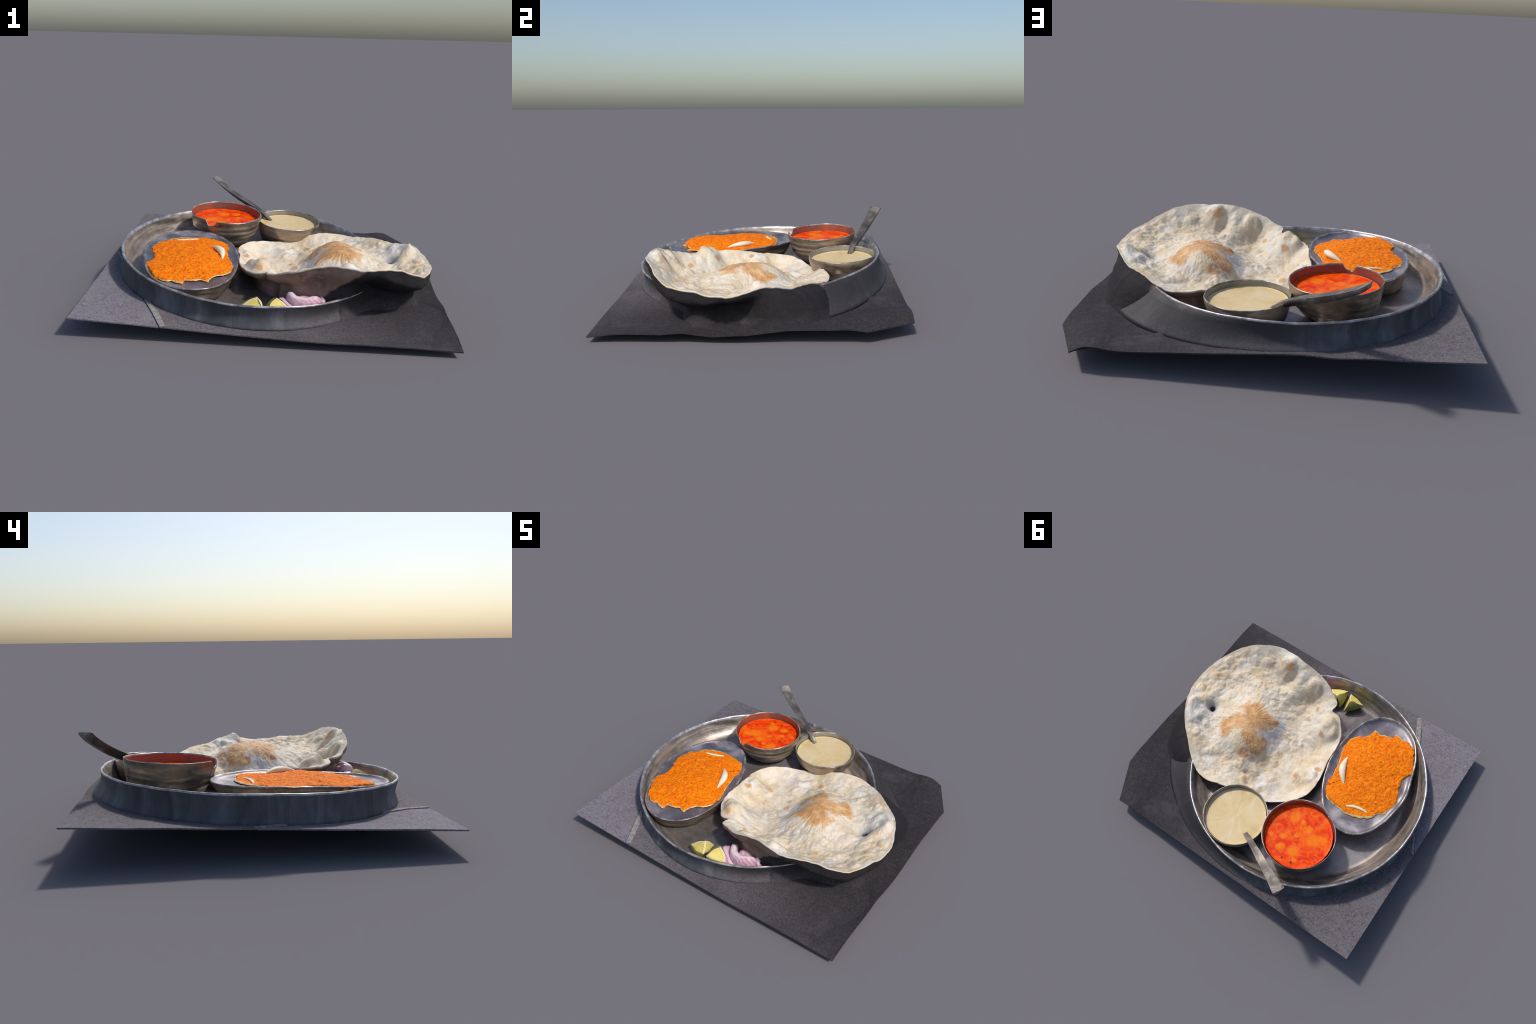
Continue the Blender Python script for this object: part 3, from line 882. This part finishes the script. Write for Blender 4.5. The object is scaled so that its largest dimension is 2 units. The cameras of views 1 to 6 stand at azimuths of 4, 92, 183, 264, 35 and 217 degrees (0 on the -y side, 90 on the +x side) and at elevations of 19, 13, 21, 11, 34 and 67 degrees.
# ------------------------------------------------------------------ lime wedges and onion
def lime_mats():
    k = Nodes("lime_rind")
    rind = k.done(k.ramp(k.noise(12, 3), [(.3, (.24, .20, .03)), (.5, (.36, .33, .07)), (.7, (.52, .42, .11))]), .4, 0, k.bump(k.noise(90, 2), .2, .003))
    k = Nodes("lime_flesh")
    c = k.ramp(k.noise(24, 4, .6, .5), [(.3, (.68, .53, .08)), (.5, (.80, .66, .17)), (.7, (.88, .75, .34))])  # yellow lightened because the cut faces turn away from the sun
    flesh = k.done(k.mix(k.range(k.voronoi(70), .22, .08, 0, .4), c, (.85, .74, .36)), .3, 0, k.bump(k.noise(60, 3), .3, .004))
    k = Nodes("lime_pith")
    pith = k.done(k.ramp(k.noise(20, 3), [(.3, (.72, .64, .48)), (.7, (.78, .74, .70))]), .6)
    return rind, flesh, pith


def lime_wedge(pts, flesh_faces, rind_faces, base):
    """A cut wedge: flat juicy faces inset inside a pale pith border, and a bulging rind."""
    rind, flesh, pith = LIME
    P = [Vector(p) for p in pts]
    mid = sum(P, Vector()) / len(P)
    wedge = label(D.objects.new("lime_wedge", None), "cut wedge of yellow-green lime", "lime")
    COL.objects.link(wedge)
    for tri in flesh_faces:
        A = [P[i] for i in tri]
        c = sum(A, Vector()) / 3
        nrm = (A[1] - A[0]).cross(A[2] - A[0]).normalized()
        if nrm.dot(c - mid) < 0:
            nrm = -nrm
        m = 24
        outer, lip, inn = [], [], []
        for e in range(3):
            p, q = A[e], A[(e + 1) % 3]
            for s in range(m):
                t = s / m
                x = p.lerp(q, t)
                x = x + (x - c).normalized() * .010 * math.sin(math.pi * t)
                outer.append(x)
                pithy = .80 if e == 0 else .93
                inn.append(c + (x - c) * pithy + nrm * .0012)
        V, F = rings([np.array(outer), np.array([c + (o - c) * .985 + nrm * .001 for o in outer]), np.array(inn)])
        new_mesh("lime_pith", V, F, pith, wedge)
        V, F = rings([np.array(inn), np.array([c + (o - c) * .9 + nrm * .0018 for o in inn]), np.array([c + (o - c) * .4 + nrm * .0024 for o in inn])], close_last=True)
        new_mesh("lime_flesh", V, F, flesh, wedge)
    for tri in rind_faces:
        A = [P[i] for i in tri]
        N = 14
        V, F, idx = [], [], {}
        nrm = (A[1] - A[0]).cross(A[2] - A[0]).normalized()
        c = sum(A, Vector()) / 3
        if nrm.dot(c - mid) < 0:
            nrm = -nrm
        for i in range(N + 1):
            for j in range(N + 1 - i):
                u, v = i / N, j / N
                w = 1 - u - v
                x = A[0] * w + A[1] * u + A[2] * v
                ed = u * v + v * w + u * w
                x = x + nrm * .05 * ed + (x - c).normalized() * .010 * math.sin(math.pi * min(1, 3 * ed)) * .6
                idx[i, j] = len(V)
                V.append(x)
        for i in range(N):
            for j in range(N - i):
                F.append((idx[i, j], idx[i + 1, j], idx[i, j + 1]))
                if j < N - i - 1:
                    F.append((idx[i + 1, j], idx[i + 1, j + 1], idx[i, j + 1]))
        new_mesh("lime_rind", V, F, rind, wedge)


LIME = lime_mats()
fz = lambda x, y: float(floor_z(x, y))
lime_wedge([(-.134, -.690, .142), (-.046, -.650, .186), (-.010, -.718, .146), (-.035, -.585, .112), (-.068, -.700, fz(-.055, -.70) + .003)], [(0, 1, 2), (1, 3, 2)], [(0, 3, 1), (0, 4, 3), (4, 2, 3), (0, 2, 4)], 0)
lime_wedge([(.018, -.724, .150), (.059, -.632, .178), (.135, -.680, .128), (.008, -.590, .112), (.078, -.700, fz(.078, -.70) + .003)], [(1, 2, 0)], [(0, 3, 1), (1, 3, 2), (0, 4, 3), (4, 2, 3), (0, 2, 4)], 0)


def onion_mat():
    k = Nodes("onion")
    x, y, z = k.xyz()
    band = k.n("TexWave", wave_type="BANDS", bands_direction="DIAGONAL")
    k.set(band.inputs["Vector"], k.co)
    for s, v in (("Scale", 16.0), ("Distortion", 4.0), ("Detail", 3.0), ("Detail Scale", 2.0)):
        band.inputs[s].default_value = v
    c = k.ramp(band.outputs["Fac"], [(.15, (.64, .31, .43)), (.45, (.71, .42, .54)), (.85, (.75, .52, .60))])
    c = k.mix(k.range(k.noise(9, 3), .5, .7, 0, .6), c, (.76, .64, .66))
    return k.done(c, .35, 0, k.bump(k.noise(30, 3), .1, .004), spec=.4)


ONION = onion_mat()
_k = Nodes("onion_cut_edge")
ONION_CUT = _k.done(_k.ramp(_k.noise(22, 4, .6, .5), [(.3, (.70, .50, .55)), (.5, (.78, .66, .66)), (.7, (.80, .74, .72))]), .4, spec=.3)


def onion_piece(line, heights, wide, lean=(0, 0), pale=True, text="layered wedge of pink onion"):
    """A curved onion layer: an upright strip following a line, with a rounded top edge."""
    L = np.array(line, float)
    N, sec = 40, 16
    f = np.linspace(0, len(L) - 1, N)
    C = np.stack([np.interp(f, range(len(L)), L[:, i]) for i in range(3)], -1)
    Hh = np.interp(f, range(len(L)), heights)
    for _ in range(4):
        C[1:-1] = (C[:-2] + 2 * C[1:-1] + C[2:]) / 4
        Hh[1:-1] = (Hh[:-2] + 2 * Hh[1:-1] + Hh[2:]) / 4
    tan = np.gradient(C[:, :2], axis=0)
    tan /= np.linalg.norm(tan, axis=1, keepdims=True)
    RR = []
    for j in range(N):
        side = np.array([tan[j][1], -tan[j][0]])
        g = max(.25, math.sin(math.pi * (j + .5) / N) ** .35)
        pts = []
        for s in range(sec):
            an = TAU * s / sec
            sx = math.copysign(abs(math.cos(an)) ** .7, math.cos(an))
            sz = math.copysign(abs(math.sin(an)) ** .6, math.sin(an))
            up = (sz + 1) / 2
            o = C[j, :2] + side * sx * wide * .5 * g + np.array(lean) * up
            base = fz(*o)
            pts.append((*o, base - .002 + (C[j, 2] - base) * up * (.6 + .4 * g) if Hh[j] <= 0 else C[j, 2] - Hh[j] * (1 - up)))
        RR.append(np.array(pts))
    V, F = rings(RR, close_first=True, close_last=True)
    ob = new_mesh("onion_slice", V, F, [ONION, ONION_CUT])
    for q, f in zip(ob.data.polygons, F):
        if len(f) == 4 and pale and 3 <= f[0] % sec <= 4:
            q.material_index = 1
    return label(ob, text, "onion")


onion_piece([(.052, -.585, .166), (.072, -.612, .172), (.115, -.640, .158), (.170, -.660, .135), (.205, -.668, .120)], [0] * 5, .085, lean=(.004, .016), pale=False)
onion_piece([(.128, -.560, .200), (.132, -.600, .212), (.158, -.638, .194), (.215, -.648, .186), (.270, -.628, .203), (.296, -.592, .198)], [0] * 6, .052, lean=(-.006, .014))
onion_piece([(.165, -.565, .185), (.215, -.585, .175), (.262, -.570, .172)], [0, 0, 0], .075, pale=False)
onion_piece([(.285, -.545, .182), (.300, -.575, .178), (.318, -.588, .155), (.335, -.575, .135)], [0] * 4, .040)
